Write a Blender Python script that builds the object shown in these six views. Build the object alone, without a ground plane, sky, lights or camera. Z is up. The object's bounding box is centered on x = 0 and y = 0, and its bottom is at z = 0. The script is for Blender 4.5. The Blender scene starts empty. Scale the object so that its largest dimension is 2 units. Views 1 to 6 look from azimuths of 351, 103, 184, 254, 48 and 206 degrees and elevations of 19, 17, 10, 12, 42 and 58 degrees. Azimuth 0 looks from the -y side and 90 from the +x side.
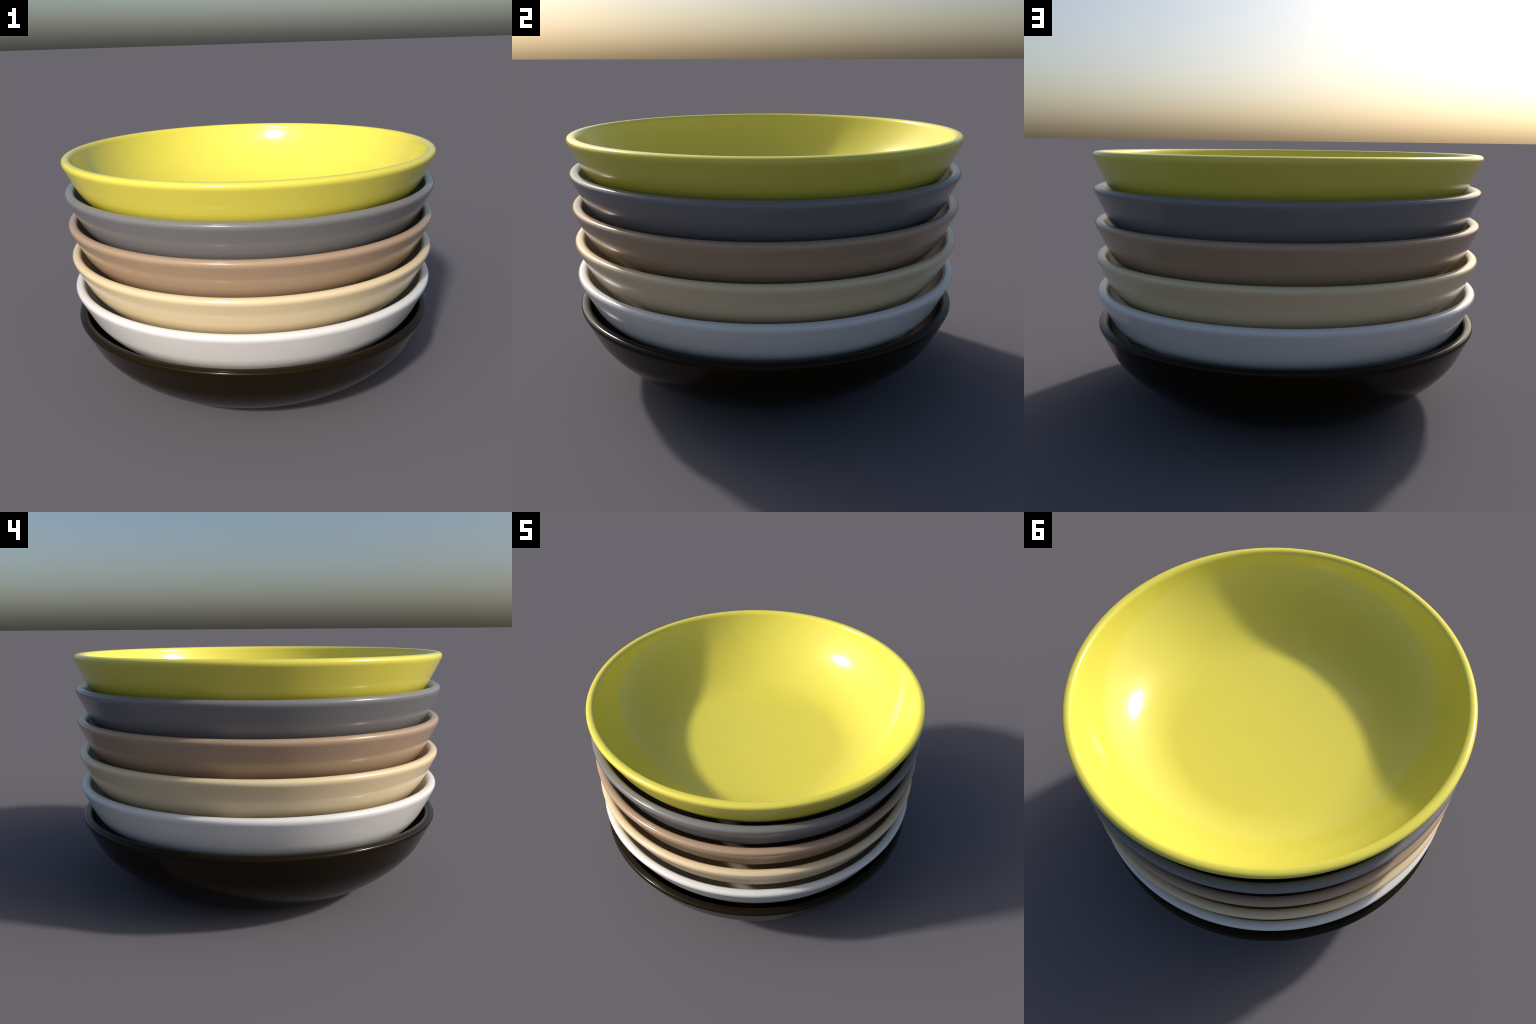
"""A stack of six identical glazed coupe bowls, each in its own colour."""
import bpy, math

SEGMENTS = 288          # steps round each bowl
HEIGHTS = (0.0, 0.1730, 0.3470, 0.5215, 0.6880, 0.8568)   # where each bowl of the stack stands

# ------------------------------------------------------------------ profile
def bezier(p0, p1, p2, p3, n):
    out = []
    for i in range(n):
        t = i / n
        s = 1 - t
        out.append(tuple(s**3*a + 3*s*s*t*b + 3*s*t*t*c + t**3*d
                         for a, b, c, d in zip(p0, p1, p2, p3)))
    return out

def line(p0, p1, n):
    return [(p0[0] + (p1[0]-p0[0])*i/n, p0[1] + (p1[1]-p0[1])*i/n) for i in range(n)]

def soften(points, lo, hi, times):
    """Round the crease between profile indices lo and hi a little."""
    pts = list(points)
    for _ in range(times):
        new = list(pts)
        for i in range(lo, hi):
            new[i] = tuple((pts[i-1][k] + 2*pts[i][k] + pts[i+1][k]) / 4 for k in (0, 1))
        pts = new
    return pts

# key places of the cross-section (radius, height)
ARC_R, ARC_Z = 0.470, 0.549     # centre and radius of the arc inside
R_IN      = 0.4990
FOOT_IN   = (0.495, 0.000)
FOOT_OUT  = (0.553, 0.007)
CREASE    = (0.9376, 0.275)     # straight flared wall begins here (outside)
LIP_OUT   = (0.9955, 0.396)
LIP_WIDE  = (1.0000, 0.413)
LIP_TOP   = (0.9745, 0.4325)
LIP_IN    = (ARC_R + math.sqrt(R_IN**2 - (ARC_Z - 0.410)**2), 0.410)
FLOOR_Z   = 0.0490

def arc(radius, deg0, deg1, n):
    """Arc points; the angle is measured down from horizontal."""
    out = []
    for i in range(n):
        a = math.radians(deg0 + (deg1 - deg0)*i/n)
        out.append((ARC_R + radius*math.cos(a), ARC_Z - radius*math.sin(a)))
    return out

def angle_at(radius, z):
    return math.degrees(math.asin((ARC_Z - z)/radius))

def build_profile():
    parts = []              # (part name, points)
    foot = line((0.0, 0.012), (0.465, 0.012), 40)
    foot += bezier((0.465, 0.012), (0.480, 0.012), (0.483, 0.0), FOOT_IN, 10)
    foot += line(FOOT_IN, (0.527, 0.0), 6)
    foot += bezier((0.527, 0.0), (0.537, 0.0), (0.546, 0.0025), FOOT_OUT, 8)
    parts.append(("foot_ring", foot))
    n = math.hypot(0.58, 1.0)
    wall = bezier(FOOT_OUT, (0.652, 0.0135),
                  (CREASE[0] - 0.152*0.58/n, CREASE[1] - 0.152/n), CREASE, 76)
    wall += line(CREASE, LIP_OUT, 30)
    parts.append(("outer_wall", wall))
    rim = bezier(LIP_OUT, (0.9987, 0.4030), (1.0000, 0.407), LIP_WIDE, 8)
    rim += bezier(LIP_WIDE, (1.0000, 0.4250), (0.9900, 0.4325), LIP_TOP, 14)
    rim += bezier(LIP_TOP, (0.9625, 0.4325), (0.9533, 0.4240), LIP_IN, 18)
    parts.append(("rim", rim))
    turn = 48.0                       # below this angle the wall runs out into the floor
    start = arc(R_IN, turn, 90, 1)[0]
    t = math.radians(turn)
    inner = arc(R_IN, angle_at(R_IN, LIP_IN[1]), turn, 60)
    inner += bezier(start, (start[0] - 0.100*math.sin(t), start[1] - 0.100*math.cos(t)),
                    (0.630, FLOOR_Z), (0.505, FLOOR_Z), 60)
    inner += line((0.505, FLOOR_Z), (0.0, FLOOR_Z), 40)
    inner.append((0.0, FLOOR_Z))
    parts.append(("basin", inner))
    pts, spans = [], []
    for name, p in parts:
        spans.append([name, len(pts), None])
        pts += p
    for i, s in enumerate(spans):
        s[2] = spans[i+1][1] if i+1 < len(spans) else len(pts) - 1
    for c in (CREASE,):
        i = min(range(len(pts)), key=lambda k: math.hypot(pts[k][0]-c[0], pts[k][1]-c[1]))
        pts = soften(pts, i-4, i+5, 6)
    return pts, spans

PROFILE, SPANS = build_profile()

def profile_normals(pts):
    """Outward normal (radial, vertical) at each profile point."""
    res = []
    for i in range(len(pts)):
        a, b = pts[max(i-1, 0)], pts[min(i+1, len(pts)-1)]
        dr, dz = b[0]-a[0], b[1]-a[1]
        l = math.hypot(dr, dz) or 1.0
        res.append((dz/l, -dr/l))
    res[0], res[-1] = (0, -1), (0, 1)
    return res

NORMALS = profile_normals(PROFILE)

def revolve(name, first, last):
    """Mesh of the profile span first..last turned round the z axis."""
    verts, norms, faces, rows = [], [], [], []
    for i in range(first, last + 1):
        r, z = PROFILE[i]
        nr, nz = NORMALS[i]
        if r < 1e-6:
            rows.append([len(verts)])
            verts.append((0, 0, z)); norms.append((0, 0, nz))
            continue
        row = []
        for k in range(SEGMENTS):
            a = 2*math.pi*k/SEGMENTS
            c, s = math.cos(a), math.sin(a)
            row.append(len(verts))
            verts.append((r*c, r*s, z)); norms.append((nr*c, nr*s, nz))
        rows.append(row)
    for a, b in zip(rows, rows[1:]):
        for k in range(SEGMENTS):
            j = (k+1) % SEGMENTS
            if len(a) == 1 and len(b) == 1:
                continue
            if len(a) == 1:
                faces.append((a[0], b[j], b[k]))
            elif len(b) == 1:
                faces.append((a[k], a[j], b[0]))
            else:
                faces.append((a[k], a[j], b[j], b[k]))
    me = bpy.data.meshes.new(name)
    me.from_pydata(verts, [], faces)
    me.validate()
    for p in me.polygons:
        p.use_smooth = True
    me.normals_split_custom_set_from_vertices(norms)
    return me

# ---------------------------------------------------------------- materials
def glaze(name, colour, roughness=0.16, specular=0.5, coat=0.0):
    m = bpy.data.materials.new(name)
    m.use_nodes = True
    nt = m.node_tree
    bsdf = nt.nodes["Principled BSDF"]
    coords = nt.nodes.new("ShaderNodeTexCoord")
    noise = nt.nodes.new("ShaderNodeTexNoise")
    noise.inputs["Scale"].default_value = 6.0
    noise.inputs["Detail"].default_value = 2.0
    nt.links.new(coords.outputs["Object"], noise.inputs["Vector"])
    ramp = nt.nodes.new("ShaderNodeValToRGB")      # barely visible glaze variation
    ramp.color_ramp.elements[0].position = 0.3
    ramp.color_ramp.elements[1].position = 0.7
    ramp.color_ramp.elements[0].color = (*[c*0.99 for c in colour], 1)
    ramp.color_ramp.elements[1].color = (*[min(1, c*1.01) for c in colour], 1)
    nt.links.new(noise.outputs["Fac"], ramp.inputs["Fac"])
    nt.links.new(ramp.outputs["Color"], bsdf.inputs["Base Color"])
    bsdf.inputs["Roughness"].default_value = roughness
    bsdf.inputs["Specular IOR Level"].default_value = specular
    bsdf.inputs["Coat Weight"].default_value = coat
    return m

BOWLS = [   # bottom to top: glaze name, base colour, label
    ("black_glaze",  (0.0102, 0.0062, 0.0010), "glossy black coupe bowl at the bottom of the stack"),
    ("white_glaze",  (0.688, 0.680, 0.664), "glossy white coupe bowl with rounded rim"),
    ("cream_glaze",  (0.710, 0.575, 0.357), "glossy cream coloured coupe bowl with rounded rim"),
    ("brown_glaze",  (0.395, 0.277, 0.183), "glossy light brown coupe bowl with rounded rim"),
    ("grey_glaze",   (0.180, 0.179, 0.186), "glossy mid grey coupe bowl with rounded rim"),
    ("yellow_glaze", (0.725, 0.652, 0.091), "glossy yellow coupe bowl on top of the stack"),
]

# -------------------------------------------------------------------- build
meshes = [(name, revolve(name, a, b)) for name, a, b in SPANS]
scene = bpy.context.scene
for i, (mat_name, colour, label) in enumerate(BOWLS):
    mat = glaze(mat_name, colour, specular=0.15 if mat_name == "black_glaze" else 0.5)
    bowl = bpy.data.objects.new("bowl", None)
    bowl.location = (0, 0, HEIGHTS[i])
    bowl.empty_display_size = 0.2
    bowl["label"] = label
    bowl["category"] = "bowl"
    scene.collection.objects.link(bowl)
    for name, me in meshes:
        part = bpy.data.objects.new(name, me)
        if not me.materials:
            me.materials.append(mat)
        part.material_slots[0].link = 'OBJECT'
        part.material_slots[0].material = mat
        part.parent = bowl
        scene.collection.objects.link(part)
